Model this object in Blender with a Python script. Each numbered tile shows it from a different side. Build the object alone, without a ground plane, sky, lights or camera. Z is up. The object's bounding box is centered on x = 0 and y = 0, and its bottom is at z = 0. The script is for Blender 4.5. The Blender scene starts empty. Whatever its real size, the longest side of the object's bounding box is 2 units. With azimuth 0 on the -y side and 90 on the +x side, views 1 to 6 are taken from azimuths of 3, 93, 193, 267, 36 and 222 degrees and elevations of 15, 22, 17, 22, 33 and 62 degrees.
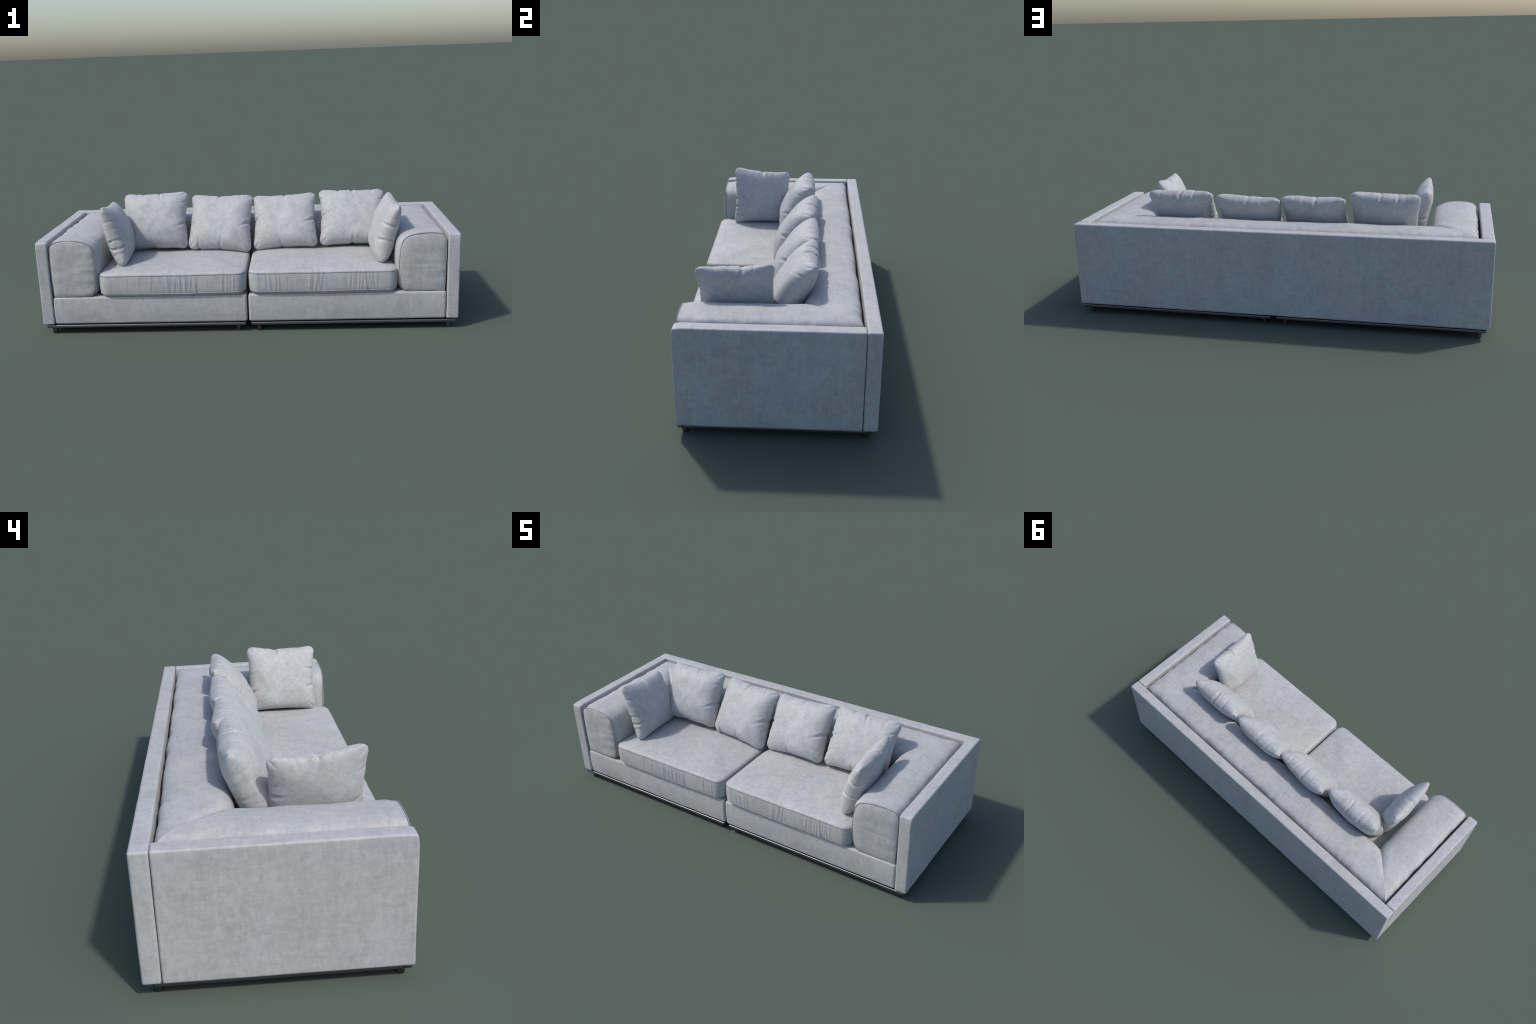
"""Low modular sofa: boxed upholstered frame, U-shaped bolster, two seat cushions,
six scatter pillows, slim metal base frames on short feet."""
import math
import random
import bmesh
import bpy
import numpy as np
from mathutils import Vector, noise

random.seed(7)

# ----------------------------------------------------------------------------
# helpers
# ----------------------------------------------------------------------------
def smooth(a, b, x):
    t = np.clip((x - a) / (b - a), 0.0, 1.0)
    return t * t * (3 - 2 * t)


def noise_at(pts, scale, seed=0.0, octaves=2):
    """Smooth 3D noise, about -1..1, at each row of pts."""
    sx, sy, sz = scale if hasattr(scale, "__len__") else (scale,) * 3
    out = np.empty(len(pts))
    for i, (x, y, z) in enumerate(pts):
        p = Vector((x * sx + seed * 7.31, y * sy - seed * 3.17, z * sz + seed * 1.93))
        v = noise.noise(p)
        if octaves > 1:
            v += 0.5 * noise.noise(p * 2.03)
        out[i] = v
    return out


def add_mesh(name, verts, faces, mat, parent=None, smooth_shade=True, flip=False):
    me = bpy.data.meshes.new(name)
    if flip:
        faces = [tuple(reversed(f)) for f in faces]
    me.from_pydata([tuple(map(float, v)) for v in verts], [], [tuple(map(int, f)) for f in faces])
    bm = bmesh.new()
    bm.from_mesh(me)
    bmesh.ops.recalc_face_normals(bm, faces=bm.faces)
    bm.to_mesh(me)
    bm.free()
    me.polygons.foreach_set("use_smooth", [smooth_shade] * len(me.polygons))
    me.materials.append(mat)
    me.update()
    ob = bpy.data.objects.new(name, me)
    bpy.context.scene.collection.objects.link(ob)
    if parent:
        ob.parent = parent
    return ob


def vertex_normals(verts, faces):
    me = bpy.data.meshes.new("tmp")
    me.from_pydata(verts.tolist(), [], [tuple(map(int, f)) for f in faces])
    me.update()
    n = np.empty(len(verts) * 3)
    me.vertex_normals.foreach_get("vector", n)
    bpy.data.meshes.remove(me)
    return n.reshape(-1, 3)


def lattice_box(ax, ay, az):
    """Surface of a box on three lists of grid coordinates. Returns verts, quads (outward)."""
    axes = [np.asarray(a, float) for a in (ax, ay, az)]
    n = [len(a) for a in axes]
    index, verts, faces = {}, [], []

    def vid(i, j, k):
        key = (i * n[1] + j) * n[2] + k
        r = index.get(key)
        if r is None:
            r = index[key] = len(verts)
            verts.append((axes[0][i], axes[1][j], axes[2][k]))
        return r

    for i in range(n[0] - 1):
        for j in range(n[1] - 1):
            a, b, c, d = (i, j), (i + 1, j), (i + 1, j + 1), (i, j + 1)
            faces.append([vid(*q, n[2] - 1) for q in (a, b, c, d)])
            faces.append([vid(*q, 0) for q in (d, c, b, a)])
    for i in range(n[0] - 1):
        for k in range(n[2] - 1):
            a, b, c, d = (i, k), (i + 1, k), (i + 1, k + 1), (i, k + 1)
            faces.append([vid(q[0], 0, q[1]) for q in (a, b, c, d)])
            faces.append([vid(q[0], n[1] - 1, q[1]) for q in (d, c, b, a)])
    for j in range(n[1] - 1):
        for k in range(n[2] - 1):
            a, b, c, d = (j, k), (j + 1, k), (j + 1, k + 1), (j, k + 1)
            faces.append([vid(n[0] - 1, *q) for q in (a, b, c, d)])
            faces.append([vid(0, *q) for q in (d, c, b, a)])
    return np.array(verts), faces


def edged_axis(lo, hi, r, step, seg=5):
    """Grid coordinates with extra lines inside the rounding band at both ends."""
    band = [r * (1 - math.tan(math.radians(45 * (1 - k / seg)))) for k in range(seg)]
    m = max(1, int(round((hi - lo - 2 * r) / step)))
    mid = np.linspace(lo + r, hi - r, m + 1)
    return np.concatenate([lo + np.array(band), mid, hi - np.array(band)[::-1]])


def rounded_box(lo, hi, r, step):
    lo, hi = np.array(lo, float), np.array(hi, float)
    v, f = lattice_box(*[edged_axis(lo[a], hi[a], r, step) for a in range(3)])
    c = np.clip(v, lo + r, hi - r)
    d = v - c
    length = np.linalg.norm(d, axis=1, keepdims=True)
    v = c + d / np.maximum(length, 1e-9) * r
    return v, f


def tube(path, radius, sides=8, closed=False):
    """Round cord along a list of points. Returns verts, faces."""
    p = np.asarray(path, float)
    n = len(p)
    t = np.roll(p, -1, 0) - np.roll(p, 1, 0)
    if not closed:
        t[0], t[-1] = p[1] - p[0], p[-1] - p[-2]
    t /= np.maximum(np.linalg.norm(t, axis=1, keepdims=True), 1e-9)
    ref = np.array((0.0, 1.0, 0.0)) if abs(t[:, 1]).max() < 0.9 else np.array((0.0, 0.0, 1.0))
    a = np.cross(t, ref)
    a /= np.maximum(np.linalg.norm(a, axis=1, keepdims=True), 1e-9)
    b = np.cross(t, a)
    verts, faces = [], []
    for i in range(n):
        for k in range(sides):
            w = 2 * math.pi * k / sides
            verts.append(p[i] + radius * (math.cos(w) * a[i] + math.sin(w) * b[i]))
    for i in range(n if closed else n - 1):
        for k in range(sides):
            i2, k2 = (i + 1) % n, (k + 1) % sides
            faces.append((i * sides + k, i * sides + k2, i2 * sides + k2, i2 * sides + k))
    if not closed:
        faces.append(tuple(range(sides))[::-1])
        faces.append(tuple((n - 1) * sides + k for k in range(sides)))
    return np.array(verts), faces


def catmull(pts, per=8, closed=False):
    p = np.asarray(pts, float)
    n = len(p)
    out = []
    for i in range(n if closed else n - 1):
        if closed:
            p0, p1, p2, p3 = p[i - 1], p[i], p[(i + 1) % n], p[(i + 2) % n]
        else:
            p0, p1, p2, p3 = p[max(i - 1, 0)], p[i], p[i + 1], p[min(i + 2, n - 1)]
        for k in range(per):
            t = k / per
            out.append(0.5 * (2 * p1 + (p2 - p0) * t + (2 * p0 - 5 * p1 + 4 * p2 - p3) * t ** 2
                              + (3 * p1 - p0 - 3 * p2 + p3) * t ** 3))
    if not closed:
        out.append(p[-1])
    return np.array(out)


def resample(loop, step):
    p = np.vstack([loop, loop[:1]])
    seg = np.linalg.norm(np.diff(p, axis=0), axis=1)
    s = np.concatenate([[0], np.cumsum(seg)])
    m = int(round(s[-1] / step))
    q = np.linspace(0, s[-1], m, endpoint=False)
    return np.stack([np.interp(q, s, p[:, a]) for a in range(p.shape[1])], 1)


# ----------------------------------------------------------------------------
# materials
# ----------------------------------------------------------------------------
def fabric(name, turn=0.0, tint=1.0):
    m = bpy.data.materials.new(name)
    m.use_nodes = True
    nt = m.node_tree
    nt.nodes.clear()
    N, L = nt.nodes.new, nt.links.new
    out = N("ShaderNodeOutputMaterial")
    bsdf = N("ShaderNodeBsdfPrincipled")
    L(bsdf.outputs[0], out.inputs[0])
    tc = N("ShaderNodeTexCoord")
    base = N("ShaderNodeMapping")
    base.inputs["Rotation"].default_value = (0.0, math.radians(turn), 0.0)
    # threads wander a little instead of running dead straight
    wob = N("ShaderNodeTexNoise")
    wob.inputs["Scale"].default_value = 11.0
    wob.inputs["Detail"].default_value = 2.0
    L(tc.outputs["Object"], wob.inputs["Vector"])
    shift = N("ShaderNodeVectorMath")
    shift.operation = "MULTIPLY_ADD"
    shift.inputs[1].default_value = (0.045, 0.045, 0.045)
    L(wob.outputs["Color"], shift.inputs[0])
    L(tc.outputs["Object"], shift.inputs[2])
    L(shift.outputs[0], base.inputs[0])

    def streak(scale, detail=3.0, rough=0.6):
        mp = N("ShaderNodeMapping")
        mp.inputs["Scale"].default_value = scale
        L(base.outputs[0], mp.inputs[0])
        t = N("ShaderNodeTexNoise")
        t.inputs["Scale"].default_value = 1.0
        t.inputs["Detail"].default_value = detail
        t.inputs["Roughness"].default_value = rough
        L(mp.outputs[0], t.inputs["Vector"])
        return t.outputs["Fac"]

    def math_node(op, a, b):
        n = N("ShaderNodeMath")
        n.operation = op
        for i, x in enumerate((a, b)):
            if hasattr(x, "is_output"):
                L(x, n.inputs[i])
            else:
                n.inputs[i].default_value = x
        return n.outputs[0]

    # threads running along each of the three axes, soft streaks and cloudy patches
    threads = math_node("ADD", math_node("ADD", streak((22, 150, 150)), streak((150, 22, 150))), streak((150, 150, 22)))
    slubs = math_node("ADD", math_node("ADD", streak((15, 60, 60)), streak((60, 15, 60))), streak((60, 60, 15)))
    clouds = streak((7, 7, 7), 4.0, 0.6)
    bands = streak((16, 16, 2.6), 2.0, 0.5)
    warm = streak((4.3, 4.3, 4.3), 3.0, 0.55)
    grain = math_node("ADD", math_node("MULTIPLY", threads, 0.20), math_node("MULTIPLY", slubs, 0.27))
    total = math_node("ADD", math_node("ADD", grain, math_node("MULTIPLY", bands, 0.17)), math_node("MULTIPLY", clouds, 0.23))      # about 0.9 mean
    ramp = N("ShaderNodeValToRGB")
    L(total, ramp.inputs[0])
    e = ramp.color_ramp.elements
    e[0].position, e[1].position = 0.665, 1.145
    lo, hi = (0.312, 0.316, 0.320), (0.477, 0.480, 0.483)
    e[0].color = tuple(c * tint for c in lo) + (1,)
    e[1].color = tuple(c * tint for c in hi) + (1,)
    wr = N("ShaderNodeValToRGB")
    L(warm, wr.inputs[0])
    wr.color_ramp.elements[0].position, wr.color_ramp.elements[1].position = 0.38, 0.64
    wr.color_ramp.elements[0].color = (1.0, 0.990, 0.972, 1)
    wr.color_ramp.elements[1].color = (0.985, 0.995, 1.02, 1)
    mix = N("ShaderNodeMix")
    mix.data_type, mix.blend_type = "RGBA", "MULTIPLY"
    mix.inputs["Factor"].default_value = 1.0
    L(ramp.outputs[0], mix.inputs["A"])
    L(wr.outputs[0], mix.inputs["B"])
    L(mix.outputs["Result"], bsdf.inputs["Base Color"])
    bump = N("ShaderNodeBump")
    bump.inputs["Strength"].default_value = 0.25
    bump.inputs["Distance"].default_value = 0.002
    L(grain, bump.inputs["Height"])
    L(bump.outputs[0], bsdf.inputs["Normal"])
    bsdf.inputs["Roughness"].default_value = 0.62
    bsdf.inputs["Specular IOR Level"].default_value = 0.4
    bsdf.inputs["Sheen Weight"].default_value = 0.12
    bsdf.inputs["Sheen Roughness"].default_value = 0.5
    return m


def metal(name, colour, rough):
    m = bpy.data.materials.new(name)
    m.use_nodes = True
    nt = m.node_tree
    b = nt.nodes["Principled BSDF"]
    b.inputs["Metallic"].default_value = 1.0
    b.inputs["Base Color"].default_value = (*colour, 1)
    n = nt.nodes.new("ShaderNodeTexNoise")
    n.inputs["Scale"].default_value = 40.0
    tc = nt.nodes.new("ShaderNodeTexCoord")
    nt.links.new(tc.outputs["Object"], n.inputs["Vector"])
    mr = nt.nodes.new("ShaderNodeMapRange")
    mr.inputs["To Min"].default_value = rough * 0.8
    mr.inputs["To Max"].default_value = rough * 1.25
    nt.links.new(n.outputs["Fac"], mr.inputs["Value"])
    nt.links.new(mr.outputs[0], b.inputs["Roughness"])
    return m


CLOTH = fabric("grey_linen")
PILLOW_CLOTH = fabric("grey_linen_bias", turn=40.0, tint=1.02)
GROOVE_SHADE = fabric("grey_linen_groove_shade", tint=0.45)  # cloth darkened to paint shade in the groove below the top piping
ARM_WELT = fabric("grey_linen_piping", tint=0.62)
CHROME = metal("polished_steel", (0.20, 0.205, 0.215), 0.40)
FOOT_METAL = metal("dark_steel", (0.13, 0.135, 0.13), 0.38)
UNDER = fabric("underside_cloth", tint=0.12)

# ----------------------------------------------------------------------------
# the sofa
# ----------------------------------------------------------------------------
sofa = bpy.data.objects.new("sofa", None)
bpy.context.scene.collection.objects.link(sofa)
sofa["label"] = "low modular light grey linen sofa with boxed frame and steel base"
sofa["category"] = "sofa"


def soften(v, f, amount, scale, seed):
    """Slight unevenness of padded upholstery along the surface normal."""
    n = vertex_normals(v, f)
    return v + n * (noise_at(v, scale, seed) * amount)[:, None]


FRAME_TOP, FRAME_BOTTOM = 0.4615, 0.048
FRONT, REAR = -0.377, 0.390

# side panels and back panel --------------------------------------------------
for side in (-1, 1):
    x0, x1 = sorted((side * 0.9435, side * 1.0))
    v, f = rounded_box((x0, FRONT, FRAME_BOTTOM), (x1, 0.3325, FRAME_TOP), 0.0075, 0.014)
    # front top corner is a little rounder than the straight edges
    yy, zz = v[:, 1] - FRONT, FRAME_TOP - v[:, 2]
    corner = np.clip(1 - np.maximum(yy, 0) / 0.03, 0, 1) * np.clip(1 - np.maximum(zz, 0) / 0.03, 0, 1)
    soft = 0.0045 if side < 0 else 0.004
    v[:, 1] += soft * corner
    v[:, 2] -= soft * corner
    v = soften(v, f, 0.0009, 9.0, 3 + side)
    add_mesh("side_panel", v, f, CLOTH, sofa)

v, f = rounded_box((-1.0, 0.3345, FRAME_BOTTOM), (1.0, REAR, FRAME_TOP), 0.0075, 0.016)
v = soften(v, f, 0.0009, 8.0, 11)
add_mesh("back_panel", v, f, CLOTH, sofa)

# seat bases (two modules, small slot between them) ----------------------------
for x0, x1, seed in ((-0.9405, -0.0010, 21), (0.0065, 0.9405, 22)):
    v, f = rounded_box((x0, -0.3725, 0.0475), (x1, 0.333, 0.1845), 0.011, 0.014)
    t = smooth(0.0, 0.06, v[:, 2] - 0.0475) * smooth(0.0, 0.06, 0.1845 - v[:, 2])
    v[:, 1] -= np.where(v[:, 1] < -0.36, 0.003 * t, 0)
    v = soften(v, f, 0.0010, 7.0, seed)
    add_mesh("seat_base", v, f, CLOTH, sofa)

# U-shaped bolster: two armrests and a backrest sharing one profile -------------
PROFILE = [(0.014, 0.1862), (0.003, 0.205), (0.000, 0.300), (0.000, 0.405), (0.003, 0.434), (0.012, 0.452),
           (0.032, 0.4620), (0.068, 0.4665), (0.110, 0.4665), (0.150, 0.4620), (0.186, 0.4515), (0.212, 0.4300),
           (0.226, 0.3900), (0.230, 0.315), (0.224, 0.245), (0.215, 0.208), (0.192, 0.1868), (0.100, 0.1857)]
profile = resample(catmull(PROFILE, 10, True), 0.0060)
NP = len(profile)
centre = np.array((0.105, 0.31))
OUT_X, OUT_Y = 0.9362, 0.3262
ARM_FRONT = -0.3655


def sweep(rows):
    """rows: array (n, NP, 3) of swept profile loops -> verts, quads"""
    n = len(rows)
    verts = rows.reshape(-1, 3)
    i = np.arange(n - 1)[:, None] * NP
    k = np.arange(NP)[None]
    k2 = (k + 1) % NP
    quads = np.stack([i + k, i + k2, i + NP + k2, i + NP + k], -1).reshape(-1, 4)
    return verts, quads


def bolster_relief(verts, faces, along, s, dist_mitre, seed):
    """Puckered outer edge, gentle lumps, and the tuck at the mitred corner."""
    n = vertex_normals(verts, faces)
    sample = np.stack([along, s, verts[:, 2]], 1)
    d = 0.0032 * noise_at(sample, (7.5, 6.0, 6.0), seed)
    edge = np.exp(-((s - 0.010) / 0.022) ** 2) * smooth(0.36, 0.44, verts[:, 2])
    d += edge * 0.0040 * noise_at(sample, (19.0, 8.0, 8.0), seed + 5)
    on_top = smooth(0.30, 0.42, verts[:, 2])
    d += 0.0020 * np.exp(-((dist_mitre - 0.040) / 0.028) ** 2) * smooth(0.04, 0.16, s) * on_top
    d *= smooth(0.0, 0.02, dist_mitre)                    # both halves meet exactly at the mitre
    out = verts + n * d[:, None]
    out[:, 2] -= 0.0060 * np.exp(-dist_mitre / 0.010) * smooth(0.05, 0.17, s) * on_top
    return out


def welded_sweep(rows, along, s, dist, seed, flip):
    verts, quads = sweep(rows)
    if flip:
        quads = quads[:, ::-1]
    return bolster_relief(verts, quads, along, s, dist, seed), quads


S, Z = profile[:, 0], profile[:, 1]
for side in (-1, 1):
    n = 150
    q = np.concatenate([np.linspace(0, 0.06, 16), np.linspace(0.06, 1, n)[1:]])
    rows, along, dist = [], [], []
    for t in q:
        end = OUT_Y - S                                   # mitre at 45 degrees
        y = ARM_FRONT + (end - ARM_FRONT) * t
        pull = 0.040 * (1 - smooth(0.0, 0.065, t))        # sleeve tapers to the sewn cap
        s = centre[0] + (S - centre[0]) * (1 - 2.8 * pull * (S > centre[0]) - 0.3 * pull)
        z = np.maximum(centre[1] + (Z - centre[1]) * (1 - 0.35 * pull), 0.1858)
        x = side * (OUT_X - s)
        rows.append(np.stack([x, y, z], 1))
        along.append(y)
        dist.append(end - y)
    rows = np.array(rows)
    v, f = welded_sweep(rows, np.concatenate(along), np.tile(S, len(q)), np.concatenate(dist), 31 + side, side > 0)
    v = v.copy()
    # sewn front cap: rings of the profile shrinking to its middle
    ring0 = v[:NP].copy()
    mid = np.array([ring0[:, 0].mean(), 0, 0.315])
    rings = [1.0, 0.988, 0.97, 0.94, 0.9, 0.84, 0.77, 0.69, 0.6, 0.5, 0.4, 0.3, 0.2, 0.1, 0.04]
    cap, faces = [ring0], [list(x) for x in f]
    for k in rings[1:]:
        r = ring0 * k + mid * (1 - k)
        r[:, 1] = ARM_FRONT - 0.010 * (1 - k ** 5) ** 0.6 
        cap.append(r)
    cap = np.concatenate(cap[1:])
    # shallow creases on the cap
    w = np.stack([cap[:, 0], cap[:, 2], cap[:, 0] * 0], 1)
    inner = smooth(0.0, 0.10, (OUT_X - 0.03 - np.abs(cap[:, 0]))) if side < 0 else smooth(0.19, 0.08, OUT_X - np.abs(cap[:, 0]))
    cap[:, 1] += 0.0022 * noise_at(w, (7, 26, 1), 41 + side) * 1.4 * (0.4 + 0.6 * inner) + 0.0010 * noise_at(w, (34, 6, 1), 47 + side)
    base = len(v)
    v = np.vstack([v, cap])
    for r in range(len(rings) - 1):
        a0 = 0 if r == 0 else base + (r - 1) * NP
        b0 = base + r * NP
        for k in range(NP):
            k2 = (k + 1) % NP
            quad = [a0 + k, b0 + k, b0 + k2, a0 + k2]
            faces.append(quad if side < 0 else quad[::-1])
    last = [base + (len(rings) - 2) * NP + k for k in range(NP)]
    faces.append(last[::-1] if side < 0 else last)
    arm = add_mesh("armrest", v, faces, CLOTH, sofa)
    # piping where cap and sleeve are sewn together
    cord = ring0.copy()
    cord[:, 0] = mid[0] + (cord[:, 0] - mid[0]) * 1.004
    cord[:, 2] = np.maximum(mid[2] + (cord[:, 2] - mid[2]) * 1.004, 0.187)
    cord[:, 1] = ARM_FRONT - 0.0015
    tv, tf = tube(cord, 0.0019, 8, True)
    add_mesh("piping", tv, tf, ARM_WELT, arm)

n = 420
q = np.linspace(0, 1, n)
rows, along, dist = [], [], []
for t in q:
    half = OUT_X - S
    x = half * (2 * t - 1)
    rows.append(np.stack([x, OUT_Y - S, Z], 1))
    along.append(x)
    dist.append(half - np.abs(x))
v, f = welded_sweep(np.array(rows), np.concatenate(along), np.tile(S, n), np.concatenate(dist), 37, False)
add_mesh("backrest", v, f, CLOTH, sofa)


# seat cushions ---------------------------------------------------------------
def seat_cushion(x0, x1, y0, y1, seed, pleats):
    z_low, z_seam = 0.2030, 0.2915
    radius = 0.043
    side_in = 0.006                                        # room for the bulge of the walls
    lo, hi = np.array((x0 + side_in, y0 + side_in)), np.array((x1 - side_in, y1 - side_in))

    def axis(a, b):
        edge = np.array([0, 0.0012, 0.003, 0.006, 0.010, 0.015, 0.020, 0.0255, 0.031, 0.0365])
        m = int((b - a - 0.08) / 0.0042)
        return np.concatenate([a + edge, np.linspace(a + 0.04, b - 0.04, m + 1), b - edge[::-1]])

    az = np.concatenate([[0, 0.012, 0.035], np.linspace(0.07, 0.93, 16), [0.965, 0.988, 1.0]])
    v, f = lattice_box(axis(lo[0], hi[0]), axis(lo[1], hi[1]), az)
    xy, h = v[:, :2].copy(), v[:, 2].copy()
    # distance to the outline, measured on the square grid
    edge = np.minimum(np.minimum(xy[:, 0] - lo[0], hi[0] - xy[:, 0]), np.minimum(xy[:, 1] - lo[1], hi[1] - xy[:, 1]))
    # round the four upright corners
    inner = np.clip(xy, lo + radius, hi - radius)
    d = xy - inner
    big = np.abs(d).max(1)
    length = np.linalg.norm(d, axis=1)
    k = np.where(length > 1e-9, big / np.maximum(length, 1e-9), 1.0)
    xy = inner + d * k[:, None]
    nrm = d / np.maximum(length, 1e-9)[:, None]
    wall = edge < 1e-7
    mid_t = h
    # walls: belly between the seams with a notch along both
    belly = np.where(wall, 0.0055 * np.clip(4 * mid_t * (1 - mid_t), 0, 1) ** 0.33, 0.0)
    front = wall & (nrm[:, 1] < -0.5)
    # vertical pleats on the front wall
    wrinkle = np.zeros(len(v))
    for px, amp, wid, slant in pleats:
        c = px + slant * (h - 0.5)
        t = (v[:, 0] - c) / wid
        wrinkle += amp * (np.exp(-t * t) - 0.55 * np.exp(-((t - 1.7) / 1.1) ** 2))
    env = np.where(front, 0.35 + 0.65 * np.sin(np.pi * np.clip(h, 0, 1)), 0)
    push = belly + wrinkle * env
    xy = xy + nrm * push[:, None]
    z = z_low + (z_seam - z_low) * h
    # pleats carry a little way onto the top
    top = h > 1 - 1e-9
    bottom = h < 1e-9
    fade = np.exp(-np.maximum(v[:, 1] - lo[1], 0) / 0.045) * np.minimum(edge / 0.006, 1)
    rise = 0.0060 * (1 - np.exp(-edge / 0.003)) + 0.0210 * (1 - np.exp(-edge / 0.085))
    z = np.where(top, z + rise + 0.35 * wrinkle * fade, z)
    z = np.where(bottom, z - 0.0195 * smooth(-0.004, 0.0125, edge) + 0.0195 * smooth(-0.004, 0.0125, 0), z)
    v = np.stack([xy[:, 0], xy[:, 1], z], 1)
    # seams wander slightly, top is gently uneven
    lump = noise_at(v, (5.0, 5.0, 5.0), seed)
    fine = noise_at(v, (16.0, 10.0, 10.0), seed + 3)
    v[:, 2] += np.where(top, (0.0035 * lump + 0.0010 * fine) * smooth(0, 0.06, edge), 0)
    sag = (v[:, 0] - x0) / (x1 - x0)
    v[:, 2] += 0.0016 * noise_at(np.stack([v[:, 0], 0 * z, 0 * z], 1), (9, 1, 1), seed + 8)
    v[:, 2] -= 0.004 * np.sin(np.pi * sag) * (1 - h)
    ob = add_mesh("seat_cushion", v, f, CLOTH, sofa)
    # welt cords along both seams, plus an added dark cord painting the groove's shade
    for level, rad, drop, mat, label in ((1.0, 0.0021, 0.0, CLOTH, "piping"), (1.0, 0.0019, 0.0036, GROOVE_SHADE, "seam_shade"), (0.0, 0.0032, 0.0, CLOTH, "piping")):
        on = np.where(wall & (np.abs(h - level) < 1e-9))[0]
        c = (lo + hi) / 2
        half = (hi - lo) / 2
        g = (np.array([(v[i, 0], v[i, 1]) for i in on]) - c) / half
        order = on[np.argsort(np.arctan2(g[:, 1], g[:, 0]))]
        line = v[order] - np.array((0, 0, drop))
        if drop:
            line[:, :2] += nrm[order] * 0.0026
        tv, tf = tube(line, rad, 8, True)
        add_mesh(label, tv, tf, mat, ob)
    return ob


rng = random.Random(5)


def pleat_cluster(a, b, count, amp):
    res = []
    for i in range(count):
        x = a + (b - a) * (i + 0.5 + rng.uniform(-0.35, 0.35)) / count
        res.append((x, amp * rng.uniform(0.45, 1.0), rng.uniform(0.0028, 0.0050), rng.uniform(-0.012, 0.012)))
    return res


left_pleats = pleat_cluster(-0.70, -0.02, 26, 0.0005) + pleat_cluster(-0.385, -0.225, 10, 0.0034) + pleat_cluster(-0.12, -0.05, 4, 0.0026) + pleat_cluster(-0.66, -0.42, 4, 0.0010)
right_pleats = (pleat_cluster(0.02, 0.70, 26, 0.0005) + pleat_cluster(0.04, 0.20, 6, 0.0024) + pleat_cluster(0.295, 0.365, 5, 0.0034)
                + pleat_cluster(0.48, 0.62, 10, 0.0036))
seat_cushion(-0.712, -0.0005, -0.3885, 0.128, 51, left_pleats)
seat_cushion(0.0085, 0.716, -0.3885, 0.128, 57, right_pleats)

# steel base frames and feet ----------------------------------------------------
RAIL_LOW, RAIL_HIGH = 0.0285, 0.0435
for x0, x1 in ((-0.985, -0.009), (0.017, 0.987)):
    y0, y1 = -0.3715, 0.382
    w = 0.022
    frame = None
    for lo, hi in (((x0, y0, RAIL_LOW), (x1, y0 + w, RAIL_HIGH)),
                   ((x0, y1 - w, RAIL_LOW), (x1, y1, RAIL_HIGH)),
                   ((x0, y0 + w + 0.0005, RAIL_LOW), (x0 + w, y1 - w - 0.0005, RAIL_HIGH)),
                   ((x1 - w, y0 + w + 0.0005, RAIL_LOW), (x1, y1 - w - 0.0005, RAIL_HIGH))):
        v, f = rounded_box(lo, hi, 0.0045, 0.08)
        ob = add_mesh("base_rail", v, f, CHROME, sofa)
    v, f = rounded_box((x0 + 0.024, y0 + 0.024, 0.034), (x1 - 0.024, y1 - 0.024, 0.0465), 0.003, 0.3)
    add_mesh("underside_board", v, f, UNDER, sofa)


def foot_mesh():
    prof = [(0.0, 0.0), (0.0120, 0.0), (0.0130, 0.0012), (0.0130, 0.030), (0.0, 0.030)]
    sides = 28
    verts, faces = [(0, 0, 0)], []
    for r, z in prof[1:-1]:
        for k in range(sides):
            a = 2 * math.pi * k / sides
            verts.append((r * math.cos(a), r * math.sin(a), z))
    verts.append((0, 0, 0.030))
    for k in range(sides):
        k2 = (k + 1) % sides
        faces.append((0, 1 + k2, 1 + k))
        for r in range(2):
            faces.append((1 + r * sides + k, 1 + r * sides + k2, 1 + (r + 1) * sides + k2, 1 + (r + 1) * sides + k))
        faces.append((1 + 2 * sides + k, 1 + 2 * sides + k2, len(verts) - 1))
    return verts, faces


first = None
for x in (-0.953, -0.047, 0.053, 0.956):
    for y in (-0.345, 0.350):
        if first is None:
            fv, ff = foot_mesh()
            first = ob = add_mesh("foot", fv, ff, FOOT_METAL, sofa)
            ob.data.set_sharp_from_angle(angle=math.radians(35))
        else:
            ob = first.copy()
            bpy.context.scene.collection.objects.link(ob)
        ob.location = (x, y, 0.0)

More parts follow.
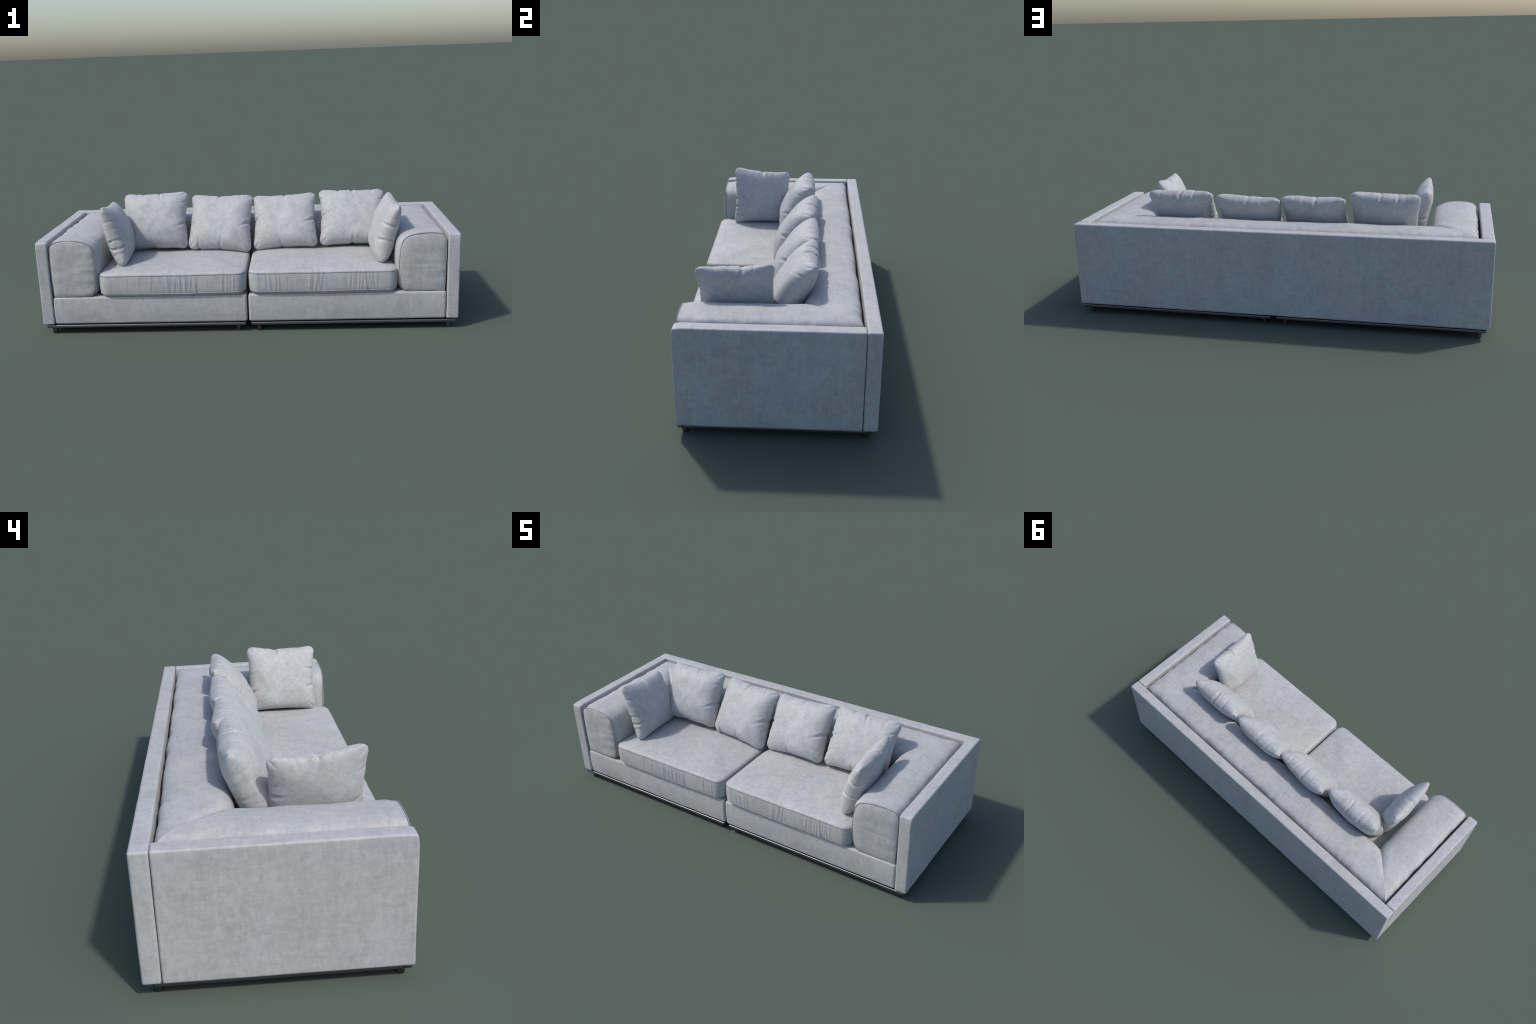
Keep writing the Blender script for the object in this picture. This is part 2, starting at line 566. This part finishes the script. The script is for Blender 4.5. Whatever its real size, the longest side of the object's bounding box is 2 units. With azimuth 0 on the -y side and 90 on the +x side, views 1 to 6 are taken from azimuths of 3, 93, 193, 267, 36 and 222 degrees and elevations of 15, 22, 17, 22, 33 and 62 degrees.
# ----------------------------------------------------------------------------
# scatter pillows
# ----------------------------------------------------------------------------
def pillow(width, height, thick, seed, folds, loc, rot, sag=0.0, lift=(0, 0, 0, 0)):
    """Stuffed square pillow. folds: (side, position 0..1, depth, width, slant) where side is
    0 bottom, 1 right, 2 top, 3 left as seen from the front (-y)."""
    n = 110
    g = np.sin(np.linspace(-1, 1, n) * math.pi / 2 * 0.94) / math.sin(math.pi / 2 * 0.94)
    v, f = lattice_box(g, g, [-1.0, 1.0])
    u, w, face = v[:, 0].copy(), v[:, 1].copy(), v[:, 2].copy()
    # rounded square outline with slightly hollow sides
    c = 0.76
    iu, iw = np.clip(u, -c, c), np.clip(w, -c, c)
    du, dw = u - iu, w - iw
    big, length = np.maximum(abs(du), abs(dw)), np.hypot(du, dw)
    k = np.where(length > 1e-9, big / np.maximum(length, 1e-9), 1.0)
    U, W = iu + du * k, iw + dw * k
    hollow = 0.085
    X = U * (1 - hollow * (1 - W ** 2) * abs(U) ** 3)
    Zc = W * (1 - hollow * (1 - U ** 2) * abs(W) ** 3)
    X, Zc = X * width / 2, Zc * height / 2
    # stuffing: full in the middle, lens-shaped rim
    rim = np.clip((1 - abs(u) ** 3.4) * (1 - abs(w) ** 3.4), 0, 1)
    T = thick / 2 * (0.80 * rim ** 0.40 + 0.20 * rim ** 1.2)
    T *= 1 - 0.38 * Zc / height
    pts = np.stack([X, face * 0.05, Zc], 1)
    lump = noise_at(pts, 9.0, seed)
    T *= 1 + 0.10 * lump
    off_x, off_z, dy = np.zeros(len(v)), np.zeros(len(v)), np.zeros(len(v))
    for side, pos, depth, wid, slant, which in folds:
        p = 2 * pos - 1
        along, away = {0: (u, w + 1), 1: (w, 1 - u), 2: (u, 1 - w), 3: (w, u + 1)}[side]
        away = away * height / 2
        t = ((along - p) * width / 2 - slant * away) / wid
        reach = np.exp(-(away / 0.034) ** 1.5)
        cut = np.exp(-t * t) - 0.45 * np.exp(-((t - 1.8) / 1.1) ** 2) - 0.25 * np.exp(-((t + 2.0) / 1.4) ** 2)
        on = np.where(face * which >= 0, 1.0, 0.25) if which else 1.0
        dy -= depth * cut * reach * on * np.minimum(away / 0.006 + 0.25, 1)
        pull = 0.55 * depth * np.exp(-t * t * 0.6) * np.exp(-(away / 0.022) ** 2)
        if side in (0, 2):
            off_z += pull * (1 if side == 0 else -1)
        else:
            off_x += pull * (1 if side == 3 else -1)
    Y = face * np.maximum(T + dy * np.minimum(T / 0.012, 1), 0.0)
    # gentle overall bend so that the two sides are not mirror images
    bend = sag * (1 - (2 * Zc / height) ** 2)
    tw = 0.010 * noise_at(np.stack([X, 0 * X, Zc], 1), 4.0, seed + 9)
    pos3 = np.stack([X + off_x, Y + bend + tw, Zc + off_z], 1)
    pos3[:, 0] += 0.004 * noise_at(np.stack([Zc, X * 0, X], 1), 8.0, seed + 4)
    pos3[:, 2] += 0.004 * noise_at(np.stack([X, X * 0, Zc], 1), 8.0, seed + 6)
    # uneven corners: top left, top right, bottom left, bottom right
    a, b = (U + 1) / 2, (W + 1) / 2
    pos3[:, 2] += (1 - a) * b * lift[0] + a * b * lift[1] + (1 - a) * (1 - b) * lift[2] + a * (1 - b) * lift[3]
    # the thin wall between the two grids collapses at the rim: merge it
    key = {}
    remap = np.arange(len(v))
    for i in np.where(np.maximum(abs(u), abs(w)) > 1 - 1e-9)[0]:
        kk = (round(u[i], 6), round(w[i], 6))
        remap[i] = key.setdefault(kk, i)
    faces = []
    for q in f:
        r = list(dict.fromkeys(int(remap[i]) for i in q))
        if len(r) >= 3:
            faces.append(r)
    used = sorted({i for q in faces for i in q})
    new = {o: i for i, o in enumerate(used)}
    faces = [[new[i] for i in q] for q in faces]
    verts = pos3[used]
    verts = np.stack([verts[:, 0], verts[:, 1], verts[:, 2]], 1)
    ob = add_mesh("throw_pillow", verts, faces, PILLOW_CLOTH, None, flip=True)
    ob.location = loc
    ob.rotation_euler = [math.radians(a) for a in rot]
    ob["label"] = "square soft grey linen scatter pillow with gathered edges"
    ob["category"] = "pillow"
    return ob


def folds(*big):
    return list(big)


def gathers(r, sides):
    res = []
    for s in sides:
        for p in (0.25, 0.42, 0.6, 0.76):
            res.append((s, p + r.uniform(-0.05, 0.05), r.uniform(0.0005, 0.0035), r.uniform(0.0045, 0.0075), r.uniform(-0.5, 0.5), r.choice((-1, 1, 0))))
    return res


PILLOWS = [
    # width height thick seed  location  rotation (deg)  corner lift  large folds
    (0.318, 0.300, 0.100, 1, (-0.651, -0.150, 0.453), (-15.5, 1.0, 92.5), (0.012, -0.010, -0.007, 0.006),
     [(3, 0.30, 0.009, 0.006, 0.2, 0), (3, 0.45, 0.006, 0.006, -0.2, 0), (1, 0.5, 0.006, 0.007, 0.2, 0), (2, 0.5, 0.008, 0.009, 0.1, 0)]),
    (0.344, 0.310, 0.140, 2, (-0.490, 0.056, 0.458), (-22.5, -0.8, 0.6), (0, 0.005, 0, 0),
     [(1, 0.45, 0.010, 0.008, -0.6, -1), (2, 0.55, 0.008, 0.006, 0.2, 0), (2, 0.32, 0.006, 0.006, 0.1, 1), (0, 0.45, 0.006, 0.008, 0, 0)]),
    (0.338, 0.310, 0.130, 3, (-0.150, 0.060, 0.443), (-32.5, 1.3, -3.4), (0.002, 0.002, 0, -0.010),
     [(1, 0.50, 0.011, 0.008, -0.7, -1), (0, 0.18, 0.009, 0.006, 0.0, 0), (0, 0.52, 0.008, 0.007, 0.2, 0), (2, 0.45, 0.006, 0.007, 0.1, 0)]),
    (0.342, 0.306, 0.130, 4, (0.182, 0.067, 0.442), (-33.0, -1.8, -1.4), (-0.003, 0.000, -0.004, 0.002),
     [(1, 0.50, 0.012, 0.009, -0.7, -1), (3, 0.48, 0.009, 0.007, 0.6, -1), (0, 0.45, 0.008, 0.007, -0.2, 0), (2, 0.5, 0.005, 0.008, 0.1, 0)]),
    (0.346, 0.310, 0.130, 5, (0.529, 0.068, 0.455), (-30.0, 0.3, 0.2), (0, 0, 0, 0),
     [(2, 0.50, 0.009, 0.007, 0.2, 0), (3, 0.48, 0.008, 0.008, 0.4, -1), (0, 0.5, 0.008, 0.007, 0.1, 0), (2, 0.3, 0.007, 0.006, 0.1, 1)]),
    (0.318, 0.298, 0.102, 6, (0.675, -0.167, 0.453), (-14.5, 2.5, -87.0), (0, 0, 0, 0),
     [(1, 0.62, 0.007, 0.006, 0.2, 0), (1, 0.40, 0.006, 0.006, -0.2, 0), (3, 0.28, 0.010, 0.007, 0.3, -1), (2, 0.42, 0.009, 0.007, 0.1, 0)]),
]
for width, height, thick, seed, loc, rot, lift, big in PILLOWS:
    r = random.Random(100 + seed)
    pillow(width, height, thick, seed * 3.3, big + gathers(r, (2, 3, 1)), loc, rot, sag=-0.006, lift=lift)
